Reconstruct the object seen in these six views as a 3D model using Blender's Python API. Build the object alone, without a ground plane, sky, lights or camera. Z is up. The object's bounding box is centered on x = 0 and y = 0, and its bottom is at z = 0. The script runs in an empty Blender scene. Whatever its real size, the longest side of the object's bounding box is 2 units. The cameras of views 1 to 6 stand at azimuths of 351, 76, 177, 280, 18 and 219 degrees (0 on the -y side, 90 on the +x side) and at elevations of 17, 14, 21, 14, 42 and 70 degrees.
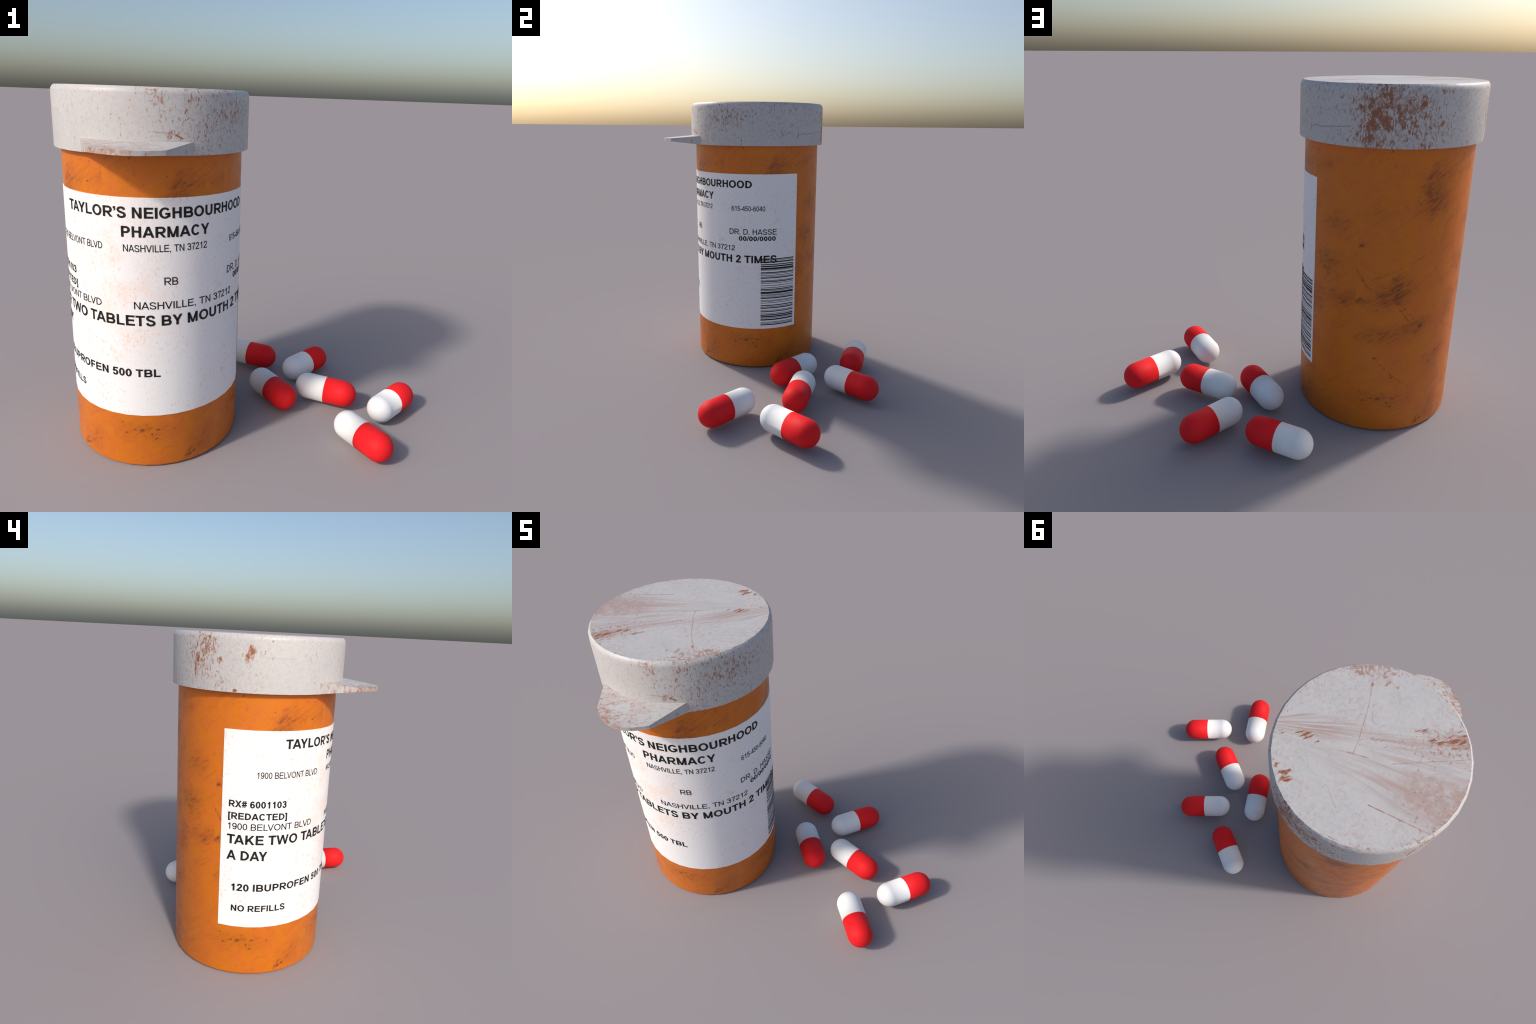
"""Amber pharmacy pill bottle with a dirty white tabbed cap and a printed label,
and six red-and-white capsules lying beside it."""
import bpy, bmesh, math
from mathutils import Vector, Matrix

# ------------------------------------------------------------------ sizes
CX, CY = -0.5297, -0.0240          # bottle axis
SIDES = 35                         # the bottle is a 35-sided turned form
STEP = 2 * math.pi / SIDES
TH0 = math.radians(-87.5)          # direction of one corner of the 35-gon
R_BODY = 0.4388
R_CAP = 0.4690
Z_CAP0, Z_CAP1 = 1.5572, 1.8330
LABEL_FACES = 21                   # label wraps 21 of the 35 faces
LABEL_START = TH0 - 10 * STEP      # its left edge
LABEL_Z = (0.2965, 1.3745)
LABEL_OUT = 0.0022                 # label surface stands this far off the body
PILL_R, PILL_H = 0.0777, 0.1887    # capsule radius and half length


def link(ob, parent=None):
    bpy.context.scene.collection.objects.link(ob)
    if parent is not None:
        ob.parent = parent
    return ob


def empty(name, loc):
    ob = bpy.data.objects.new(name, None)
    ob.location = loc
    return link(ob)


def mesh_object(name, bm, parent, material, smooth=True):
    me = bpy.data.meshes.new(name)
    bmesh.ops.recalc_face_normals(bm, faces=bm.faces[:])
    bm.to_mesh(me)
    bm.free()
    for p in me.polygons:
        p.use_smooth = smooth
    me.materials.append(material)
    return link(bpy.data.objects.new(name, me), parent)


def sharp_by_angle(ob, degrees):
    me = ob.data
    bm = bmesh.new()
    bm.from_mesh(me)
    lim = math.radians(degrees)
    for e in bm.edges:
        e.smooth = not (len(e.link_faces) == 2 and e.calc_face_angle(0) > lim)
    bm.to_mesh(me)
    bm.free()


def corner(r, z, k):
    a = TH0 + STEP * k
    return (r * math.cos(a), r * math.sin(a), z)


def lathe(profile, close_bottom=True, close_top=True):
    """35-sided form from (radius, height) pairs, bottom to top."""
    bm = bmesh.new()
    rings = [[bm.verts.new(corner(r, z, k)) for k in range(SIDES)] for r, z in profile]
    for lo, hi in zip(rings, rings[1:]):
        for k in range(SIDES):
            j = (k + 1) % SIDES
            bm.faces.new((lo[k], lo[j], hi[j], hi[k]))
    if close_bottom:
        bm.faces.new(list(reversed(rings[0])))
    if close_top:
        bm.faces.new(rings[-1])
    return bm, rings


# ------------------------------------------------------------------ node helpers
class Nodes:
    """Thin wrapper that lets masks be written as formulas."""

    def __init__(self, name):
        self.mat = bpy.data.materials.new(name)
        self.mat.use_nodes = True
        self.t = self.mat.node_tree
        self.t.nodes.clear()
        self.out = self.t.nodes.new("ShaderNodeOutputMaterial")
        self.bsdf = self.t.nodes.new("ShaderNodeBsdfPrincipled")
        self.t.links.new(self.bsdf.outputs[0], self.out.inputs[0])
        self.obj = self.t.nodes.new("ShaderNodeTexCoord").outputs["Object"]

    def put(self, socket, v):
        if isinstance(v, bpy.types.NodeSocket):
            self.t.links.new(v, socket)
        elif v is not None:
            socket.default_value = v

    def m(self, op, a, b=None, c=None, clamp=False):
        n = self.t.nodes.new("ShaderNodeMath")
        n.operation = op
        n.use_clamp = clamp
        for i, v in enumerate((a, b, c)):
            if v is not None:
                self.put(n.inputs[i], v)
        return n.outputs[0]

    def add(self, a, b): return self.m("ADD", a, b)
    def sub(self, a, b): return self.m("SUBTRACT", a, b)
    def mul(self, a, b): return self.m("MULTIPLY", a, b)

    def peak(self, items):
        s = items[0]
        for i in items[1:]:
            s = self.m("MAXIMUM", s, i)
        return s

    def ramp(self, v, lo, hi, a=0.0, b=1.0, smooth=True):
        n = self.t.nodes.new("ShaderNodeMapRange")
        n.interpolation_type = "SMOOTHSTEP" if smooth else "LINEAR"
        for i, x in enumerate((v, lo, hi, a, b)):
            self.put(n.inputs[i], x)
        return n.outputs[0]

    def v(self, op, a, b=None):
        n = self.t.nodes.new("ShaderNodeVectorMath")
        n.operation = op
        self.put(n.inputs[0], a)
        if b is not None:
            self.put(n.inputs["Scale"] if op == "SCALE" else n.inputs[1], b)
        return n.outputs["Value"] if op in ("LENGTH", "DOT_PRODUCT", "DISTANCE") else n.outputs[0]

    def xyz(self, vec):
        n = self.t.nodes.new("ShaderNodeSeparateXYZ")
        self.put(n.inputs[0], vec)
        return n.outputs[0], n.outputs[1], n.outputs[2]

    def vec(self, x, y, z=0.0):
        n = self.t.nodes.new("ShaderNodeCombineXYZ")
        for i, q in enumerate((x, y, z)):
            self.put(n.inputs[i], q)
        return n.outputs[0]

    def place(self, vec, loc=(0, 0, 0), rot=0.0, scale=(1, 1, 1), kind="TEXTURE"):
        n = self.t.nodes.new("ShaderNodeMapping")
        n.vector_type = kind
        self.put(n.inputs[0], vec)
        n.inputs["Location"].default_value = loc
        n.inputs["Rotation"].default_value = (0, 0, rot)
        n.inputs["Scale"].default_value = scale
        return n.outputs[0]

    def noise(self, vec, scale, detail=3.0, rough=0.55, distort=0.0):
        n = self.t.nodes.new("ShaderNodeTexNoise")
        self.put(n.inputs["Vector"], vec)
        n.inputs["Scale"].default_value = scale
        n.inputs["Detail"].default_value = detail
        n.inputs["Roughness"].default_value = rough
        n.inputs["Distortion"].default_value = distort
        return n.outputs["Fac"]

    def cells(self, vec, scale):
        n = self.t.nodes.new("ShaderNodeTexVoronoi")
        self.put(n.inputs["Vector"], vec)
        n.inputs["Scale"].default_value = scale
        return n.outputs["Distance"]

    def blob(self, p, c, r, turn=0.0, soft=0.0):
        """1 inside an ellipse at c with half axes r, fading to 0 at its rim."""
        q = self.place(p, (c[0], c[1], 0), turn, (r[0], r[1], 1))
        return self.ramp(self.v("LENGTH", q), soft, 1.0, 1.0, 0.0)

    def line(self, p, a, b, w):
        """1 on the segment a-b, fading to 0 at half width w."""
        d = (b[0] - a[0], b[1] - a[1], 0.0)
        k = 1.0 / (d[0] ** 2 + d[1] ** 2)
        rel = self.v("SUBTRACT", p, (a[0], a[1], 0.0))
        t = self.m("MULTIPLY", self.v("DOT_PRODUCT", rel, d), k, clamp=True)
        n = self.t.nodes.new("ShaderNodeVectorMath")
        n.operation = "SCALE"
        n.inputs[0].default_value = d
        self.t.links.new(t, n.inputs["Scale"])
        return self.ramp(self.v("DISTANCE", rel, n.outputs[0]), w * 0.25, w, 1.0, 0.0)

    # sums and unions are built mark by mark, so that few values wait at a time
    def spread(self, p, table):
        """Sum of soft ellipses: centre, half axes, turn, core, strength."""
        acc = None
        for c, r, turn, soft, k in table:
            b = self.mul(self.blob(p, c, r, turn, soft), k)
            acc = b if acc is None else self.add(acc, b)
        return acc

    def dots(self, p, table):
        """Union of soft ellipses."""
        acc = None
        for c, r, turn, soft, k in table:
            b = self.mul(self.blob(p, c, r, turn, soft), k)
            acc = b if acc is None else self.m("MAXIMUM", acc, b)
        return acc

    def strokes(self, p, table):
        """Union of polylines: points, half width, strength."""
        acc = None
        for pts, w, k in table:
            for a, b in zip(pts, pts[1:]):
                v = self.mul(self.line(p, a, b, w), k)
                acc = v if acc is None else self.m("MAXIMUM", acc, v)
        return acc

    def mix(self, f, a, b):
        n = self.t.nodes.new("ShaderNodeMix")
        n.data_type = "RGBA"
        self.put(n.inputs[0], f)
        for i, q in ((6, a), (7, b)):
            if isinstance(q, tuple):
                q = q + (1.0,)
            self.put(n.inputs[i], q)
        return n.outputs[2]

    def finish(self, color, rough, spec=0.5):
        if isinstance(color, tuple):
            color = color + (1.0,)
        self.put(self.bsdf.inputs["Base Color"], color)
        self.put(self.bsdf.inputs["Roughness"], rough)
        self.put(self.bsdf.inputs["Specular IOR Level"], spec)
        return self.mat


DEG = math.pi / 180


# ------------------------------------------------------------------ materials
def amber_plastic():
    """Orange plastic. The grime repeats round the bottle in four runs that
    start at the same marks: two of 77 degrees and two of 103 degrees."""
    n = Nodes("amber_plastic")
    x, y, z = n.xyz(n.obj)
    # angle in degrees from the first run's start (164.4 degrees)
    cs, sn = math.cos(-164.4 * DEG), math.sin(-164.4 * DEG)
    xr = n.sub(n.mul(x, cs), n.mul(y, sn))
    yr = n.add(n.mul(x, sn), n.mul(y, cs))
    th = n.mul(n.m("ARCTAN2", yr, xr), 1 / DEG)
    th = n.m("MODULO", n.add(th, 360.0), 360.0)
    loc = th
    for edge, width in ((77.14, 77.14), (154.28, 77.14), (257.14, 102.86)):
        loc = n.sub(loc, n.mul(n.m("GREATER_THAN", th, edge), width))
    s = n.mul(loc, DEG * R_BODY)           # metres along the run
    p = n.vec(s, z)

    def at(deg): return deg * DEG * R_BODY

    # where grime gathers (run angle, height), half axes in metres
    pw = n.vec(n.add(s, n.mul(n.sub(n.noise(p, 9, 3.0), 0.5), 0.16)), n.add(z, n.mul(n.sub(n.noise(p, 8, 3.0), 0.5), 0.14)))
    smudge = n.spread(pw, [((at(a), h), (r[0] * 1.35, r[1] * 1.15), turn, 0.0, k) for a, h, r, turn, k in (
        (47.0, 1.410, (0.105, 0.115), 0.5, 0.95), (47.0, 1.285, (0.090, 0.105), 0.5, 1.05),
        (24.5, 0.830, (0.130, 0.105), 0.45, 1.30), (3.5, 0.785, (0.055, 0.040), 0.0, 0.95),
        (44.0, 0.655, (0.080, 0.040), 0.1, 0.95), (2.0, 1.075, (0.045, 0.032), 0.6, 0.90),
        (80.0, 0.950, (0.095, 0.110), 0.0, 0.80), (70.0, 0.720, (0.080, 0.140), 0.0, 0.70),
        (20.0, 0.600, (0.220, 0.075), 0.15, 0.70), (60.0, 0.100, (0.075, 0.110), -0.6, 0.50),
        (85.0, 1.170, (0.090, 0.080), 0.0, 0.70), (22.0, 0.200, (0.180, 0.085), 0.0, 0.55),
        (62.0, 0.460, (0.120, 0.060), 0.6, 0.60), (12.0, 1.250, (0.080, 0.060), 0.3, 0.40),
        (95.0, 0.780, (0.130, 0.060), 0.1, 0.75), (75.0, 1.440, (0.070, 0.060), 0.3, 0.55))])
    grit = n.noise(n.place(p, rot=0.6, scale=(0.050, 0.015, 1)), 1.0, 6.0, 0.72)
    rubbed = n.ramp(n.add(grit, n.mul(smudge, 0.13)), 0.565, 0.76)
    # small specks that sit in fixed places of the run
    ragged = n.mul(n.sub(n.noise(p, 70, 3.0, 0.6), 0.5), 0.022)
    pj = n.vec(n.add(s, ragged), n.add(z, n.mul(n.sub(n.noise(p, 55, 3.0, 0.6), 0.5), 0.022)))
    speck = n.dots(pj, [((at(a), h), (r, r * 0.7), 0.4, 0.2, 1.0) for a, h, r in (
        (17.0, 1.541, 0.010), (19.7, 0.212, 0.019), (15.2, 0.213, 0.012),
        (30.0, 0.214, 0.014), (26.0, 0.190, 0.013), (29.0, 0.163, 0.013),
        (50.5, 0.040, 0.020), (54.0, 0.052, 0.016), (15.4, 0.462, 0.017),
        (28.0, 0.349, 0.016), (37.5, 1.465, 0.007), (61.0, 1.52, 0.006),
        (68.0, 1.515, 0.007), (-1.5, 0.938, 0.012), (41.0, 0.213, 0.008),
        (35.0, 1.31, 0.007), (66.0, 1.43, 0.010), (7.0, 0.25, 0.010),
        (3.0, 0.79, 0.020), (2.2, 1.08, 0.018), (45.5, 0.645, 0.022),
        (9.0, 0.195, 0.012), (70.0, 0.60, 0.012), (62.0, 0.47, 0.012))])
    scratch = n.strokes(pj, [([(at(a), h) for a, h in pts], w, 1.0) for pts, w in (
        (((-9, 1.05), (8, 0.855)), 0.008), (((-1, 0.945), (10, 0.850)), 0.006),
        (((26, 0.795), (38, 0.660)), 0.008), (((28, 0.790), (46, 0.645)), 0.006),
        (((17, 0.44), (30, 0.345), (40, 0.29)), 0.006), (((57, 1.175), (64, 1.225)), 0.008),
        (((47.5, 0.030), (52, 0.085)), 0.010), (((10, 0.90), (45, 1.04)), 0.005),
        (((72, 0.99), (82, 0.88)), 0.006))])
    scratch = n.mul(scratch, n.ramp(n.noise(p, 45, 3), 0.40, 0.62, 0.05, 1.0))
    # loose pin-head dirt everywhere
    pin = n.ramp(n.add(n.noise(p, 58, 3.0, 0.6), n.mul(smudge, 0.04)), 0.635, 0.74)
    wide = n.noise(p, 5.0, 4.0, 0.6)
    streak = n.noise(n.place(p, rot=0.62, scale=(0.26, 0.026, 1)), 1.0, 6.0, 0.66)
    streak = n.mul(n.ramp(streak, 0.47, 0.72), n.ramp(wide, 0.42, 0.62))
    fall = n.noise(n.place(p, rot=-0.75, scale=(0.16, 0.014, 1)), 1.0, 4.0, 0.6)
    fall = n.mul(n.ramp(fall, 0.58, 0.74), n.ramp(wide, 0.60, 0.42))
    cloud = n.noise(p, 7.0, 4.0, 0.6)
    col = n.mix(n.ramp(cloud, 0.38, 0.62), (0.640, 0.172, 0.0060), (0.630, 0.152, 0.0130))
    mott = n.ramp(n.noise(p, 22.0, 4.0, 0.65), 0.47, 0.68)
    col = n.mix(n.mul(mott, 0.16), col, (0.42, 0.100, 0.012))
    col = n.mix(n.m("MAXIMUM", n.mul(streak, 0.38), n.mul(fall, 0.36)), col, (0.29, 0.068, 0.010))
    haze = n.m("MULTIPLY", smudge, n.ramp(grit, 0.30, 0.65, 0.25, 0.75), clamp=True)
    col = n.mix(haze, col, (0.30, 0.072, 0.010))
    dark = n.peak([n.mul(rubbed, 0.58), n.mul(speck, 0.85), n.mul(scratch, 0.62), n.mul(pin, 0.50)])
    col = n.mix(n.mul(dark, 0.85), col, (0.095, 0.024, 0.010))
    return n.finish(col, n.ramp(n.noise(p, 14, 3), 0.35, 0.7, 0.36, 0.48), 0.4)


CAP_WHITE = (0.510, 0.503, 0.497)
RUST = (0.320, 0.093, 0.030)
RUST_DARK = (0.270, 0.070, 0.010)


def disc_grime(n, x, y):
    """Smears, flecks and scratches of the flat top, seen from above."""
    t = n.vec(x, y)
    turn = math.atan2(-0.6, -0.8)           # wiping direction
    # wiped scrapes fan out from a point beyond the rim
    fx, fy = n.sub(x, 0.55), n.sub(y, 0.22)
    along = n.add(n.mul(fx, -0.958), n.mul(fy, -0.287))
    across = n.add(n.mul(fx, 0.287), n.mul(fy, -0.958))
    fan = n.m("ARCTAN2", across, along)
    far = n.v("LENGTH", n.vec(fx, fy))
    fan = n.add(fan, n.mul(n.sub(n.noise(t, 2.5, 1.0), 0.5), 0.05))
    scrape = n.noise(n.vec(n.mul(fan, 26.0), n.mul(far, 2.2)), 1.0, 8.0, 0.64)
    near = n.mul(n.ramp(far, 0.62, 0.18), 0.16)         # the upper lane starts broad
    upper = n.mul(n.ramp(n.add(fan, near), 0.130, 0.215), n.ramp(n.sub(fan, n.mul(near, 1.4)), 0.330, 0.255))
    lower = n.mul(n.ramp(fan, -0.300, -0.120), n.ramp(fan, 0.060, 0.010))
    lower = n.mul(lower, n.ramp(far, 0.15, 0.90, 0.25, 1.0))
    between = n.mul(n.ramp(fan, 0.0, 0.06), n.ramp(far, 0.40, 0.80, 0.0, 0.65))
    lanes = n.peak([n.mul(upper, 0.95), n.mul(lower, 0.90), n.mul(between, n.ramp(fan, 0.25, 0.18))])
    top = n.mul(n.mul(n.ramp(scrape, 0.38, 0.64), lanes), 0.56)
    mottle = n.mul(n.ramp(n.noise(t, 7.0, 3.0), 0.40, 0.62, 0.4, 1.0), n.ramp(n.noise(t, 40, 5.0, 0.72), 0.38, 0.70))
    top = n.m("MAXIMUM", top, n.mul(mottle, 0.30))
    grain = n.noise(t, 52, 5.0, 0.68)
    stain = n.mul(n.mul(lower, n.ramp(far, 0.62, 0.85)), n.ramp(n.noise(t, 20, 5.0, 0.7), 0.32, 0.60, 0.30, 1.0))
    top = n.m("MAXIMUM", top, n.mul(stain, 0.50))
    tdens = n.spread(t, [
        ((0.24, -0.36), (0.20, 0.10), 0.55, 0.1, 0.09), ((-0.36, 0.06), (0.26, 0.22), 0, 0.2, 0.105),
        ((-0.26, -0.22), (0.27, 0.15), 0.75, 0.1, 0.15), ((0.25, -0.12), (0.25, 0.16), 0.6, 0.0, 0.045),
        ((-0.05, -0.12), (0.14, 0.08), 0.6, 0.0, 0.05)])
    tdens = n.add(tdens, n.mul(n.ramp(n.v("LENGTH", t), 0.425, 0.450), 0.09))
    top = n.m("MAXIMUM", top, n.mul(n.ramp(n.add(grain, tdens), 0.595, 0.735), 0.64))
    sdens = n.spread(t, [
        ((-0.285, -0.275), (0.15, 0.085), 0.75, 0.1, 0.225), ((-0.14, -0.232), (0.11, 0.024), 0.62, 0.0, 0.20),
        ((-0.20, -0.215), (0.06, 0.035), 0.2, 0.0, 0.14), ((0.290, 0.110), (0.085, 0.042), 0.35, 0.0, 0.27),
        ((0.375, 0.165), (0.060, 0.024), 0.35, 0.0, 0.18), ((0.02, -0.055), (0.09, 0.018), 0.60, 0.0, 0.18),
        ((0.22, 0.105), (0.080, 0.025), 0.5, 0.0, 0.14), ((-0.10, -0.10), (0.16, 0.05), 0.6, 0.0, 0.08)])
    drag = n.noise(n.place(t, rot=turn + 0.32, scale=(0.050, 0.010, 1)), 1.0, 5.0, 0.68)
    top = n.m("MAXIMUM", top, n.mul(n.ramp(n.add(drag, sdens), 0.620, 0.765), 0.95))
    curl = n.noise(t, 30, 5.0, 0.64, 1.2)
    cdens = n.spread(t, [((0.24, -0.37), (0.27, 0.12), 0.55, 0.15, 0.165), ((0.28, -0.32), (0.07, 0.05), 0.5, 0.0, 0.08),
                         ((0.10, -0.345), (0.080, 0.040), 0.6, 0.0, 0.17)])
    top = n.m("MAXIMUM", top, n.mul(n.ramp(n.add(curl, cdens), 0.600, 0.74), 0.64))
    rag = n.v("ADD", t, n.vec(n.mul(n.sub(n.noise(t, 45, 3.0), 0.5), 0.050), n.mul(n.sub(n.noise(t, 38, 3.0), 0.5), 0.050)))
    blot = n.dots(rag, [((0.250, 0.313), (0.042, 0.018), 0.75, 0.55, 1.0), ((0.230, 0.338), (0.044, 0.018), 0.75, 0.55, 1.0),
                        ((0.302, 0.306), (0.017, 0.013), 0.75, 0.5, 0.9)])
    top = n.m("MAXIMUM", top, n.mul(n.mul(blot, n.ramp(drag, 0.38, 0.50, 0.3, 1.0)), 0.97))
    scr = n.strokes(t, [
        (((0.238, -0.390), (0.183, -0.286), (0.150, -0.215), (0.120, -0.144), (0.098, -0.075), (0.076, -0.014), (0.059, 0.056)), 0.0045, 0.62),
        (((0.186, -0.294), (0.184, -0.286)), 0.010, 0.9),
        (((-0.133, 0.218), (-0.404, 0.170)), 0.0048, 0.80), (((-0.114, -0.008), (-0.378, -0.232)), 0.0042, 0.62),
        (((0.188, 0.119), (0.085, 0.068)), 0.004, 0.40), (((0.085, 0.068), (-0.009, 0.034)), 0.0055, 0.75),
        (((0.076, 0.274), (0.069, 0.250), (-0.024, 0.314)), 0.0035, 0.40), (((0.414, -0.113), (0.314, -0.071)), 0.0035, 0.25),
        (((0.370, -0.200), (0.283, -0.105), (0.084, 0.001)), 0.0035, 0.25), (((0.335, 0.140), (0.324, 0.197)), 0.0035, 0.45),
        (((-0.090, -0.425), (-0.103, -0.414), (-0.147, -0.386), (-0.165, -0.350)), 0.0040, 0.35),
        (((0.105, -0.175), (0.092, -0.150), (0.078, -0.132), (0.055, -0.126)), 0.0055, 0.40)])
    scr = n.mul(scr, n.ramp(n.noise(t, 30, 3.0), 0.36, 0.62, 0.45, 0.92))
    top = n.m("MAXIMUM", top, scr)
    return top


def cap_plastic(kind):
    """Off-white plastic with red-brown grime; kind is 'wall', 'disc' or 'tab'."""
    n = Nodes("cap_plastic_" + kind)
    x, y, z = n.xyz(n.obj)
    mottled = n.noise(n.obj, 11, 4.0)
    if kind == "tab":
        st = n.noise(n.place(n.obj, rot=0.5, scale=(0.030, 0.012, 0.03)), 1.0, 4.0, 0.65)
        coarse = n.noise(n.place(n.obj, scale=(1, 1, 1.5)), 46, 4.0, 0.62)
        left = n.ramp(x, -0.32, 0.15, 1.0, 0.0)
        tip = n.ramp(n.v("LENGTH", n.vec(x, y)), 0.55, 0.66)
        dens = n.add(n.add(n.mul(left, 0.08), 0.045), n.mul(n.mul(tip, left), 0.16))
        f = n.ramp(n.add(st, dens), 0.55, 0.80)
        g = n.ramp(n.add(coarse, dens), 0.62, 0.80)
        col = n.mix(n.ramp(mottled, 0.4, 0.65), CAP_WHITE, (0.49, 0.455, 0.435))
        col = n.mix(n.mul(f, 0.46), col, RUST)
        col = n.mix(n.mul(g, 0.6), col, RUST_DARK)
        return n.finish(col, 0.42)

    base = n.mix(n.ramp(mottled, 0.35, 0.7), (0.520, 0.513, 0.507), (0.545, 0.525, 0.512))
    rough = n.ramp(mottled, 0.3, 0.7, 0.42, 0.54)
    if kind == "disc":
        top = disc_grime(n, x, y)
        return n.finish(n.mix(top, base, n.mix(n.ramp(top, 0.45, 0.95), RUST, RUST_DARK)), rough)

    # ---- the side wall, unrolled: arc length and height, seam at 135 degrees
    cs, sn = math.cos(45 * DEG), math.sin(45 * DEG)
    th = n.m("ARCTAN2", n.add(n.mul(x, sn), n.mul(y, cs)), n.sub(n.mul(x, cs), n.mul(y, sn)))
    arc = n.mul(th, R_CAP)
    q = n.vec(arc, z)

    def at(deg):
        return ((deg + 45 + 180) % 360 - 180) * DEG * R_CAP

    dens = n.spread(q, [((at(a), h), r, 0.0, soft, k) for a, h, r, soft, k in (
        (74, 1.71, (0.31, 0.26), 0.15, 0.125), (70, 1.69, (0.16, 0.20), 0.0, 0.070),
        (90, 1.77, (0.10, 0.06), 0.0, 0.060), (102, 1.68, (0.26, 0.26), 0.0, 0.060),
        (70, 1.58, (0.16, 0.06), 0.0, 0.060), (-50, 1.74, (0.30, 0.19), 0.2, 0.052),
        (0, 1.76, (0.50, 0.18), 0.2, 0.035), (-86, 1.795, (0.050, 0.060), 0.0, 0.165),
        (-93, 1.815, (0.060, 0.030), 0.0, 0.120), (-80, 1.645, (0.050, 0.025), 0.0, 0.110),
        (160, 1.780, (0.105, 0.080), 0.0, 0.140), (166, 1.705, (0.030, 0.030), 0.0, 0.175),
        (150, 1.72, (0.180, 0.18), 0.0, 0.080), (-174.5, 1.755, (0.036, 0.055), 0.0, 0.190),
        (-176.5, 1.715, (0.016, 0.060), 0.0, 0.170), (170, 1.60, (0.070, 0.050), 0.0, 0.080),
        (176.5, 1.567, (0.013, 0.010), 0.6, 0.400), (-116, 1.817, (0.030, 0.020), 0.0, 0.100))])
    # sun-bleached and cleaner on the left, grimier on the other sides
    clean = n.blob(q, (at(-128), 1.69), (0.48, 0.60), 0, 0.45)
    dens = n.add(dens, n.mul(n.sub(1.0, clean), 0.030))
    dens = n.add(dens, n.mul(n.sub(n.noise(n.obj, 7.0, 3.0), 0.5), 0.26))
    tall = n.place(n.obj, scale=(1, 1, 2.3))
    fine = n.noise(tall, 105, 3.0, 0.62)
    side = n.mul(n.ramp(n.add(fine, dens), 0.605, 0.735), n.ramp(mottled, 0.35, 0.65, 0.50, 0.88))
    coarse = n.noise(n.place(n.obj, scale=(1, 1, 1.5)), 46, 5.0, 0.70)
    side = n.m("MAXIMUM", side, n.mul(n.ramp(n.add(coarse, dens), 0.635, 0.765), 0.92))
    dust = n.mul(n.ramp(n.noise(n.obj, 60, 4.0, 0.7), 0.42, 0.75), n.sub(0.30, n.mul(clean, 0.12)))
    side = n.m("MAXIMUM", side, dust)
    side = n.m("MAXIMUM", side, n.strokes(q, [([(at(a), h) for a, h in pts], w, k) for pts, w, k in (
        (((22.3, 1.605), (23.2, 1.640)), 0.0038, 0.95),
        (((23.2, 1.622), (28, 1.638), (33, 1.633), (42, 1.640), (54, 1.648)), 0.0038, 0.6),
        (((-88, 1.656), (-78, 1.648), (-73.5, 1.630)), 0.0035, 0.5),
        (((-76.5, 1.643), (-73.0, 1.629)), 0.0065, 0.9),
        (((-168, 1.728), (-147, 1.726)), 0.0030, 0.22))]))
    wash = n.mul(n.blob(q, (at(-105), 1.74), (0.28, 0.15)), n.ramp(mottled, 0.35, 0.7))

    col = n.mix(n.mul(wash, 0.40), base, (0.48, 0.41, 0.38))
    return n.finish(n.mix(side, col, n.mix(n.ramp(side, 0.45, 0.95), RUST, RUST_DARK)), rough)


def label_paper():
    """White paper with pale orange flecks that run down the sheet."""
    n = Nodes("label_paper")
    p = n.place(n.obj, scale=(0.011, 0.011, 0.020))
    fleck = n.noise(p, 1.0, 3.0, 0.6)
    gather = n.noise(n.place(n.obj, scale=(0.11, 0.11, 0.2)), 1.0, 3.0)
    f = n.ramp(n.add(fleck, n.mul(gather, 0.4)), 0.770, 0.93)
    dust = n.ramp(n.noise(n.obj, 110, 3.0), 0.52, 0.72)
    x, y, z = n.xyz(n.obj)
    front = n.v("LENGTH", n.place(n.obj, (-0.15, -0.44, 0.95), 0.0, (0.42, 0.42, 0.52)))
    wash = n.mul(n.ramp(front, 0.2, 1.0, 1.0, 0.0), n.ramp(n.noise(n.obj, 9, 4.0, 0.6), 0.38, 0.66))
    col = n.mix(n.mul(wash, 0.50), (0.890, 0.872, 0.872), (0.93, 0.74, 0.66))
    col = n.mix(n.mul(dust, n.add(n.mul(wash, 0.55), 0.20)), col, (0.88, 0.55, 0.41))
    col = n.mix(n.mul(f, 0.55), col, (0.86, 0.52, 0.33))
    return n.finish(col, 0.55, 0.3)


def plain(name, color, rough, grain=0.0, spec=0.3):
    n = Nodes(name)
    var = n.noise(n.obj, 7.0, 3.0)
    dim = tuple(c * (1 - grain) for c in color)
    return n.finish(n.mix(n.ramp(var, 0.35, 0.65), color, dim), rough, spec)


AMBER = amber_plastic()
WALL = cap_plastic("wall")
DISC = cap_plastic("disc")
TAB = cap_plastic("tab")
PAPER = label_paper()
INK = plain("printing_ink", (0.016, 0.0145, 0.0135), 0.6, 0.15)
RED = plain("red_gelatin", (0.820, 0.0160, 0.0205), 0.60, 0.02, 0.15)
WHITE = plain("white_gelatin", (0.810, 0.808, 0.802), 0.60, 0.01, 0.15)

# ------------------------------------------------------------------ bottle
bottle = empty("pill_bottle", (CX, CY, 0.0))
bottle["label"] = "amber pharmacy pill bottle with grimy white cap and printed label"
bottle["category"] = "pill bottle"

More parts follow.
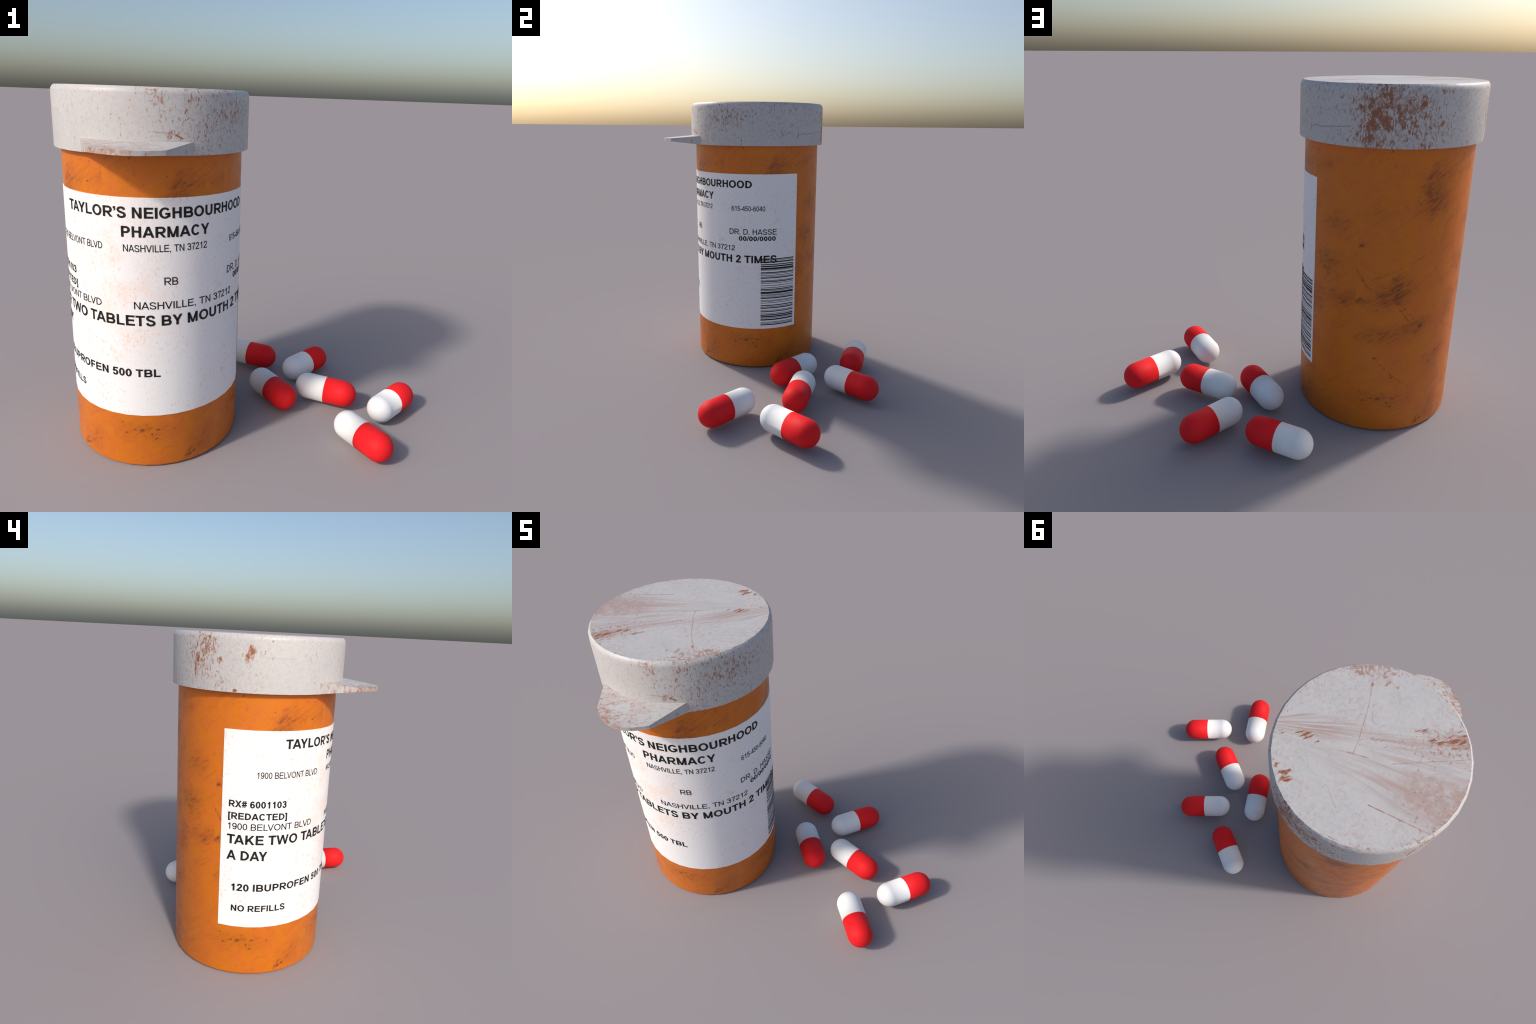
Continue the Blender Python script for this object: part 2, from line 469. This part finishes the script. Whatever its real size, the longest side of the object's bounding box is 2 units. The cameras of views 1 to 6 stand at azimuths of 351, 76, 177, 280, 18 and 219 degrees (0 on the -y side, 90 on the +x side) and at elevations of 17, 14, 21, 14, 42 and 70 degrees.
bm, _ = lathe([(0.424, 0.0), (0.4310, 0.0025), (0.4366, 0.0085), (R_BODY, 0.0165),
               (R_BODY, 0.9), (R_BODY, 1.60)])
body = mesh_object("bottle_body", bm, bottle, AMBER)
sharp_by_angle(body, 50)

# cap shell: flat underside lip, straight wall, rounded shoulder, flat disc
shoulder = [(R_CAP, Z_CAP1 - 0.0270), (R_CAP - 0.0022, Z_CAP1 - 0.0155),
            (R_CAP - 0.0080, Z_CAP1 - 0.0062), (R_CAP - 0.0145, Z_CAP1)]
bm, _ = lathe([(R_BODY + 0.001, 1.575), (R_BODY + 0.001, Z_CAP0), (R_CAP, Z_CAP0)] + shoulder
              )
cap = mesh_object("cap", bm, bottle, WALL)
sharp_by_angle(cap, 40)
cap.data.materials.append(DISC)
for f in cap.data.polygons:
    if f.center.z > Z_CAP1 - 0.002:
        f.material_index = 1

# thumb tab: six faces of the wall pulled outwards into a thin curved lip
AX = Vector((math.cos(TH0 - STEP), math.sin(TH0 - STEP), 0))
PX = Vector((-AX.y, AX.x, 0))
tip_plan = [(0.582, -0.157), (0.626, -0.101), (0.650, -0.053), (0.662, -0.004),
            (0.660, 0.045), (0.641, 0.096), (0.605, 0.154)]
bm = bmesh.new()
columns = []
for i, (along, across) in enumerate(tip_plan):
    root = Vector(corner(R_CAP - 0.0008, 0, i - 4))
    tip = AX * along + PX * across
    columns.append([bm.verts.new((root.x, root.y, Z_CAP0 + 0.0006)), bm.verts.new((root.x, root.y, 1.6150)),
                    bm.verts.new((tip.x, tip.y, 1.5960)), bm.verts.new((tip.x, tip.y, 1.5765))])
for a, b in zip(columns, columns[1:]):
    for j in (1, 2, 3):                 # open where it grows out of the wall
        k = (j + 1) % 4
        bm.faces.new((a[j], a[k], b[k], b[j]))
bm.faces.new(columns[0])
bm.faces.new(list(reversed(columns[-1])))
tab = mesh_object("cap_tab", bm, cap, TAB)
sharp_by_angle(tab, 22)

# ------------------------------------------------------------------ label
R_LABEL = R_BODY + LABEL_OUT


def wrap(s, z, out):
    """Point on the label: s counts faces from the left edge, linear on each flat face."""
    i = min(max(math.floor(s), 0), LABEL_FACES - 1)
    f = s - i
    a, b = LABEL_START + i * STEP, LABEL_START + (i + 1) * STEP
    r = R_LABEL + out
    return (r * ((1 - f) * math.cos(a) + f * math.cos(b)),
            r * ((1 - f) * math.sin(a) + f * math.sin(b)), z)


def face_count(deg):
    """Angle in degrees to faces from the label's left edge."""
    return ((deg * DEG - LABEL_START) % (2 * math.pi)) / STEP


bm = bmesh.new()
rows = []
for out, z in ((-0.003, LABEL_Z[0]), (0.0, LABEL_Z[0]), (0.0, LABEL_Z[1]), (-0.003, LABEL_Z[1])):
    rows.append([bm.verts.new(wrap(k, z, out)) for k in range(LABEL_FACES + 1)])
for j in range(4):
    lo, hi = rows[j], rows[(j + 1) % 4]
    for k in range(LABEL_FACES):
        bm.faces.new((lo[k], lo[k + 1], hi[k + 1], hi[k]))
for k in (0, LABEL_FACES):
    bm.faces.new([rows[j][k] for j in range(4)])
label = mesh_object("label", bm, bottle, PAPER)
sharp_by_angle(label, 40)


# ---- lettering: a plain grotesque drawn from bars, slants, bowls and strokes.
# Units: 1000 to the em, capitals 716 high.
CAP = 716.0
WIDTHS = {"bold": dict(A=722, B=722, C=722, D=722, E=667, F=611, G=778, H=722, I=278, K=722, L=611, M=833,
                       N=722, O=778, P=667, R=722, S=667, T=611, U=722, V=667, W=944, X=667, Y=667),
          "thin": dict(A=667, B=667, C=722, D=722, E=667, F=611, G=778, H=722, I=278, K=667, L=556, M=833,
                       N=722, O=778, P=667, R=722, S=667, T=611, U=722, V=667, W=944, X=667, Y=667)}
OTHER = {" ": 278, ",": 278, ".": 278, "\u2019": 260, "-": 333, "/": 278, "#": 556, "[": 333, "]": 333}
KERN = {"TA": -74, "AY": -80, "YL": 0, "LV": -55, "AT": -74, "TW": -10, "OY": -20, "LT": -70, "AV": -60, "PA": -60, "R\u2019": -20}


class Letterer:
    """Draws one line of capitals and figures as flat faces in a bmesh."""

    def __init__(self, bm, bold):
        self.bm, self.bold = bm, bold
        self.v = 160.0 if bold else 106.0       # upright thickness
        self.h = 136.0 if bold else 96.0       # level thickness
        self.x = 0.0

    def width(self, c):
        return OTHER.get(c) or WIDTHS["bold" if self.bold else "thin"].get(c, 556)

    def face(self, pts):
        self.bm.faces.new([self.bm.verts.new((self.x + px, py, 0)) for px, py in pts])

    def strip(self, left, right):
        for (a, b), (c, d) in zip(zip(left, right), zip(left[1:], right[1:])):
            self.face((a, b, d, c))

    def stem(self, x, y0=0.0, y1=CAP):
        self.face(((x - self.v / 2, y0), (x + self.v / 2, y0), (x + self.v / 2, y1), (x - self.v / 2, y1)))

    def bar(self, x0, x1, y):
        self.face(((x0, y - self.h / 2), (x1, y - self.h / 2), (x1, y + self.h / 2), (x0, y + self.h / 2)))

    def slant(self, x0, y0, x1, y1, k=1.0):
        dx, dy = x1 - x0, y1 - y0
        w = k * (self.v + self.h) / 2 * math.hypot(dx, dy) / abs(dy) / 2
        self.face(((x0 - w, y0), (x0 + w, y0), (x1 + w, y1), (x1 - w, y1)))

    def bowl(self, cx, cy, rx, ry, a0, a1, n=28):
        """Elliptic band; rx, ry reach its outer rim."""
        out, inn = [], []
        for i in range(n + 1):
            a = math.radians(a0 + (a1 - a0) * i / n)
            out.append((cx + rx * math.cos(a), cy + ry * math.sin(a)))
            inn.append((cx + (rx - self.v) * math.cos(a), cy + (ry - self.h) * math.sin(a)))
        self.strip(out, inn)

    def stroke(self, pts, n=10):
        """Smooth band through hand-placed centre points."""
        ext = [pts[0]] + list(pts) + [pts[-1]]
        c = []
        for p0, p1, p2, p3 in zip(ext, ext[1:], ext[2:], ext[3:]):
            for i in range(n):
                t = i / n
                c.append(tuple(0.5 * (2 * p1[k] + (p2[k] - p0[k]) * t + (2 * p0[k] - 5 * p1[k] + 4 * p2[k] - p3[k]) * t * t
                                      + (3 * p1[k] - p0[k] - 3 * p2[k] + p3[k]) * t ** 3) for k in (0, 1)))
        c.append(tuple(pts[-1]))
        left, right = [], []
        for i, p in enumerate(c):
            a, b = c[max(i - 1, 0)], c[min(i + 1, len(c) - 1)]
            dx, dy = b[0] - a[0], b[1] - a[1]
            q = math.hypot(dx, dy) or 1.0
            nx, ny = -dy / q, dx / q
            w = (abs(nx) * self.v + abs(ny) * self.h) / 2 / (abs(nx) + abs(ny)) * 1.0
            left.append((p[0] + nx * w, p[1] + ny * w))
            right.append((p[0] - nx * w, p[1] - ny * w))
        self.strip(left, right)

    def draw(self, c):
        w, v, h = self.width(c), self.v, self.h
        L, R = 72 + v / 2, w - 55 - v / 2          # centres of outer stems
        T, B, M = CAP - h / 2, h / 2, CAP / 2
        if c == "A":
            hw = v * 0.55
            self.slant(hw, 0, w / 2, CAP); self.slant(w - hw, 0, w / 2, CAP)
            self.bar(w * 0.24, w * 0.76, 215)
        elif c in "BPR":
            lo = 345 if c == "B" else 320
            rt = w - (65 if c == "B" else 45)
            self.stem(L)
            ry = (CAP - lo + h / 2) / 2
            cx = rt - ry - 20 - (12 if c == "B" else 0)
            for y in (T, lo):
                self.bar(L, cx, y)
            self.bowl(cx, CAP - ry, ry + 20, ry, -90, 90)
            if c == "B":
                ry = (lo + h / 2) / 2
                cx = rt + 22 - ry - 12
                self.bar(L, cx, B)
                self.bar(L, cx, lo)
                self.bowl(cx, ry, ry + 12, ry, -90, 90)
            if c == "R":
                self.slant(w - v * 0.60 - 5, 0, w * 0.50, lo, 0.95)
        elif c in "CG":
            self.bowl(w / 2 + 4, M, w / 2 - 42, M + 12, 38, 322 if c == "C" else 330)
            if c == "G":
                self.stem(w - 62 - v / 2, 95, 375)
                self.bar(w / 2 + 20, w - 62, 375 - h / 2)
        elif c == "D":
            self.stem(L)
            cx = w * 0.40
            self.bar(L, cx, T); self.bar(L, cx, B)
            self.bowl(cx, M, w - 45 - cx, M, -90, 90)
        elif c in "EF":
            self.stem(L)
            self.bar(L, w - 52, T)
            self.bar(L, w - 85, 372 if c == "E" else 350)
            if c == "E":
                self.bar(L, w - 38, B)
        elif c == "H":
            self.stem(L); self.stem(w - L); self.bar(L, w - L, 385)
        elif c == "I":
            self.stem(w / 2)
        elif c == "K":
            self.stem(L)
            self.slant(L, 210, w - v * 0.75, CAP); self.slant(w - v * 0.62, 0, w * 0.42, 430)
        elif c == "L":
            self.stem(L); self.bar(L, w - 30, B)
        elif c == "M":
            self.stem(L, 0, CAP); self.stem(w - L, 0, CAP)
            k = 0.92
            self.slant(w / 2, 0, L, CAP, k); self.slant(w / 2, 0, w - L, CAP, k)
        elif c == "N":
            self.stem(L); self.stem(w - L)
            self.slant(w - L, 0, L, CAP, 0.9)
        elif c == "O":
            self.bowl(w / 2, M, w / 2 - 42, M + 12, 0, 360, 44)
        elif c == "S":
            e = 45 + v / 2
            self.stroke(((e, 215), (e + 55, 100), (w / 2, 50), (w - e - 40, 95), (w - e, 200), (w - e - 55, 300),
                         (w / 2, 360), (e + 60, 430), (e + 15, 520), (e + 65, 625), (w / 2, 668),
                         (w - e - 70, 630), (w - e - 18, 520)))
        elif c == "T":
            self.stem(w / 2); self.bar(22, w - 22, T)
        elif c == "U":
            r = (w - 2 * 70) / 2
            self.stem(L - 2, 260); self.stem(w - L + 2, 260)
            self.bowl(w / 2, 262, r, 274, 180, 360)
        elif c == "V":
            k = v * 0.55
            self.slant(w / 2, 0, k, CAP); self.slant(w / 2, 0, w - k, CAP)
        elif c == "W":
            k = v * 0.55
            self.slant(w * 0.27, 0, k, CAP, 0.92); self.slant(w * 0.27, 0, w / 2, CAP, 0.92)
            self.slant(w * 0.73, 0, w / 2, CAP, 0.92); self.slant(w * 0.73, 0, w - k, CAP, 0.92)
        elif c == "X":
            k = v * 0.62
            self.slant(k, 0, w - k, CAP); self.slant(w - k, 0, k, CAP)
        elif c == "Y":
            k = v * 0.62
            self.stem(w / 2, 0, 330)
            self.slant(w / 2, 290, k, CAP); self.slant(w / 2, 290, w - k, CAP)
        elif c == "0":
            self.bowl(w / 2, M, w / 2 - 38, M + 10, 0, 360, 40)
        elif c == "1":
            x = 330
            self.stem(x)
            self.stroke(((x, 640), (x - 90, 560), (x - 190, 510)), 5)
        elif c == "2":
            self.bar(32, w - 42, B)
            e = 42 + v / 2
            self.stroke(((e, 500), (e + 50, 620), (w / 2, 666), (w - e - 40, 620), (w - e, 510), (w - e - 60, 390),
                         (w / 2 - 30, 250), (e + 30, 130), (e + 15, 60)))
        elif c == "3":
            e = 42 + v / 2
            self.stroke(((e, 535), (e + 55, 635), (w / 2, 668), (w - e - 55, 630), (w - e - 18, 530),
                         (w - e - 60, 430), (w / 2 - 40, 392)))
            self.stroke(((w / 2 - 40, 388), (w - e - 50, 345), (w - e, 215), (w - e - 55, 95), (w / 2 - 10, 48),
                         (e + 50, 95), (e, 205)))
        elif c == "4":
            x = w - 120 - v / 2
            self.stem(x)
            self.bar(22, w - 22, 205)
            self.slant(62, 200, x - v * 0.15, CAP, 0.95)
        elif c == "5":
            e = 42 + v / 2
            self.bar(110, w - 55, T)
            self.slant(e + 12, 330, e + 62, CAP)
            self.stroke(((e + 20, 365), (w / 2 - 10, 425), (w - e - 45, 375), (w - e, 235), (w - e - 50, 95),
                         (w / 2 - 15, 48), (e + 55, 90), (e, 190)))
        elif c in "69":
            e = 40 + v / 2
            pts = [(w - e - 12, 565), (w / 2 + 55, 655), (w / 2 - 25, 655), (e + 45, 590), (e, 450), (e, 250)]
            ring = (w / 2, 232, w / 2 - 40, 244)
            if c == "9":
                pts = [(w - p, CAP - q) for p, q in pts]
                ring = (w / 2, CAP - 232, w / 2 - 40, 244)
            self.stroke(pts)
            self.bowl(*ring, 0, 360, 32)
        elif c == "7":
            self.bar(42, w - 35, T)
            self.stroke(((w - 85, 640), (w - 200, 450), (w - 270, 230), (w - 300, 0)))
        elif c in ".,":
            self.face(((70, 0), (70 + v, 0), (70 + v, v), (70, v)))
            if c == ",":
                self.face(((70 + v * 0.40, 0), (70 + v, 0), (70 + v * 0.95, -v * 0.6), (70 + v * 0.15, -v * 1.35)))
        elif c == "\u2019":
            self.face(((60, CAP - v), (60 + v, CAP - v), (60 + v, CAP), (60, CAP)))
            self.face(((60 + v * 0.45, CAP - v), (60 + v, CAP - v), (60 + v * 0.9, CAP - v * 1.5), (60 + v * 0.2, CAP - v * 2)))
        elif c == "-":
            self.bar(30, w - 30, 250)
        elif c == "/":
            self.slant(40, -10, w - 40, CAP + 10, 0.75)
        elif c == "#":
            for x in (150, 330):
                self.slant(x, 0, x + 80, CAP, 0.75)
            for y in (240, 480):
                self.bar(20, w - 20, y)
        elif c in "[]":
            x = 70 + v / 2
            lo, hi = -190.0, CAP + 10
            flip = (lambda q: q) if c == "[" else (lambda q: w - q)
            self.stem(flip(x), lo, hi)
            a, b = sorted((flip(x), flip(w - 20)))
            self.bar(a, b, lo + h / 2); self.bar(a, b, hi - h / 2)

    def write(self, text):
        for c, nxt in zip(text, text[1:] + " "):
            if c != " ":
                self.draw(c)
            self.x += self.width(c) + KERN.get(c + nxt, 0) - 16


INK_OUT = 0.0009


def print_line(text, left, right, base, top, bold):
    """Sets one line between two angles (degrees) and two heights on the label."""
    bm = bmesh.new()
    Letterer(bm, bold).write(text)
    xs = [v.co.x for v in bm.verts]
    w0, w1 = min(xs), max(xs)
    s0, s1 = face_count(left), face_count(right)
    for v in bm.verts:
        v.co = (s0 + (v.co.x - w0) / (w1 - w0) * (s1 - s0), base + v.co.y / CAP * (top - base), 0.0)
    for k in range(math.ceil(s0), math.floor(s1) + 1):   # fold the ink over the corners
        bmesh.ops.bisect_plane(bm, geom=bm.verts[:] + bm.edges[:] + bm.faces[:],
                               plane_co=(k, 0, 0), plane_no=(1, 0, 0), dist=1e-6)
    for v in bm.verts:
        v.co = wrap(v.co.x, v.co.y, INK_OUT)
    me = bpy.data.meshes.new("label_text")
    bm.to_mesh(me)
    bm.free()
    me.materials.append(INK)
    return link(bpy.data.objects.new("label_text", me), label)


for row in (
        ("TAYLOR\u2019S NEIGHBOURHOOD", -149.3, -16.5, 1.283, 1.332, True),
        ("PHARMACY", -107.6, -54.2, 1.197, 1.247, True),
        ("NASHVILLE, TN 37212", -106.8, -55.9, 1.130, 1.163, False),
        ("1900 BELVONT BLVD", -167.4, -120.2, 1.131, 1.164, False),
        ("615-450-6040", -34.8, -4.8, 1.130, 1.163, False),
        ("RX# 6001103", 174.5, -146.0, 0.974, 1.010, True),
        ("[REDACTED]", 174.3, -145.0, 0.909, 0.945, True),
        ("1900 BELVONT BLVD", 174.4, -122.8, 0.853, 0.888, False),
        ("RB", -83.2, -75.0, 0.972, 1.009, False),
        ("DR. D. HASSE", -36.9, 5.7, 0.970, 1.008, False),
        ("00/00/0000", -28.2, 4.8, 0.927, 0.959, True),
        ("NASHVILLE, TN 37212", -101.4, -31.9, 0.856, 0.892, False),
        ("TAKE TWO TABLETS BY MOUTH 2 TIMES", 174.0, 5.9, 0.773, 0.825, True),
        ("A DAY", 174.2, -157.7, 0.684, 0.737, True),
        ("120 IBUPROFEN 500 TBL", 178.4, -86.3, 0.508, 0.549, True),
        ("NO REFILLS", 178.8, -142.2, 0.389, 0.425, True)):
    print_line(*row)

# barcode: bars lie level, listed from the top as (start, thickness) out of 2267
BARS = ((0, 24), (42, 13), (92, 34), (180, 25), (236, 34), (300, 50), (372, 14), (450, 26),
        (495, 13), (549, 14), (600, 13), (630, 26), (726, 14), (756, 25), (817, 14), (896, 14),
        (970, 15), (1020, 25), (1066, 16), (1115, 55), (1209, 13), (1240, 14), (1283, 12),
        (1314, 30), (1407, 13), (1438, 13), (1489, 14), (1569, 25), (1627, 13), (1659, 27),
        (1750, 13), (1784, 24), (1859, 11), (1899, 30), (1954, 35), (2014, 14), (2059, 36),
        (2165, 13), (2204, 13), (2239, 28))
bm = bmesh.new()
s0, s1 = face_count(-8.5), face_count(23.4)
cuts = [s0] + [k for k in range(math.ceil(s0), math.floor(s1) + 1)] + [s1]
for start, thick in BARS:
    hi = 0.803 - start / 2267 * 0.480
    lo = hi - thick * 1.22 / 2267 * 0.480
    top = [bm.verts.new(wrap(s, hi, INK_OUT * 0.8)) for s in cuts]
    bot = [bm.verts.new(wrap(s, lo, INK_OUT * 0.8)) for s in cuts]
    for k in range(len(cuts) - 1):
        bm.faces.new((bot[k], bot[k + 1], top[k + 1], top[k]))
barcode = mesh_object("barcode", bm, label, INK, False)
barcode["kind"] = "stuff"


# ------------------------------------------------------------------ capsules
def half_shell(name, sign, material, radius):
    """Half a capsule along x: open at the seam, round at the end."""
    bm = bmesh.new()
    around = 48
    prof = [(0.0, radius)] + [(sign * (PILL_H - PILL_R) * t, radius) for t in (1.0,)]
    for k in range(1, 16):
        a = k / 16 * math.pi / 2
        prof.append((sign * (PILL_H - PILL_R + radius * math.sin(a)), radius * math.cos(a)))
    rings = [[bm.verts.new((px, r * math.cos(2 * math.pi * k / around), r * math.sin(2 * math.pi * k / around)))
              for k in range(around)] for px, r in prof]
    for lo, hi in zip(rings, rings[1:]):
        for k in range(around):
            j = (k + 1) % around
            bm.faces.new((lo[k], lo[j], hi[j], hi[k]))
    end = bm.verts.new((sign * (PILL_H - PILL_R + radius), 0, 0))
    for k in range(around):
        bm.faces.new((rings[-1][k], rings[-1][(k + 1) % around], end))
    me = bpy.data.meshes.new(name)
    bmesh.ops.recalc_face_normals(bm, faces=bm.faces[:])
    if sum(f.normal.dot(f.calc_center_median()) for f in bm.faces) < 0:
        bmesh.ops.reverse_faces(bm, faces=bm.faces[:])
    bm.to_mesh(me)
    bm.free()
    for f in me.polygons:
        f.use_smooth = True
    # soft shading: round end, and at the seam the surface leans to the white side
    normals = []
    for v in me.vertices:
        q = v.co.copy()
        if abs(q.x) < 1e-6:
            q = Vector((-0.9 * radius, q.y, q.z))
        else:
            q.x -= sign * (PILL_H - PILL_R)
        normals.append(q.normalized())
    me.normals_split_custom_set_from_vertices(normals)
    me.materials.append(material)
    return me


RED_HALF = half_shell("red_half", 1, RED, PILL_R)
WHITE_HALF = half_shell("white_half", -1, WHITE, PILL_R)
# the same three capsules dropped twice, the second set shifted back and left
TRIO = ((0.8335, -0.1326, 0.0930, 37.1), (0.5579, -0.4320, 0.0889, -62.8), (0.4773, 0.0293, 0.0973, -30.1))
for dx, dy in ((0.0, 0.0), (-0.4017, 0.5202)):
    for px, py, pz, deg in TRIO:
        pill = empty("capsule", (px + dx, py + dy, pz))
        pill.rotation_euler = (0, 0.6 * DEG, deg * DEG)
        pill["label"] = "smooth two-part medicine capsule, half red and half white"
        pill["category"] = "capsule"
        for name, me in (("red_half", RED_HALF), ("white_half", WHITE_HALF)):
            link(bpy.data.objects.new(name, me), pill)
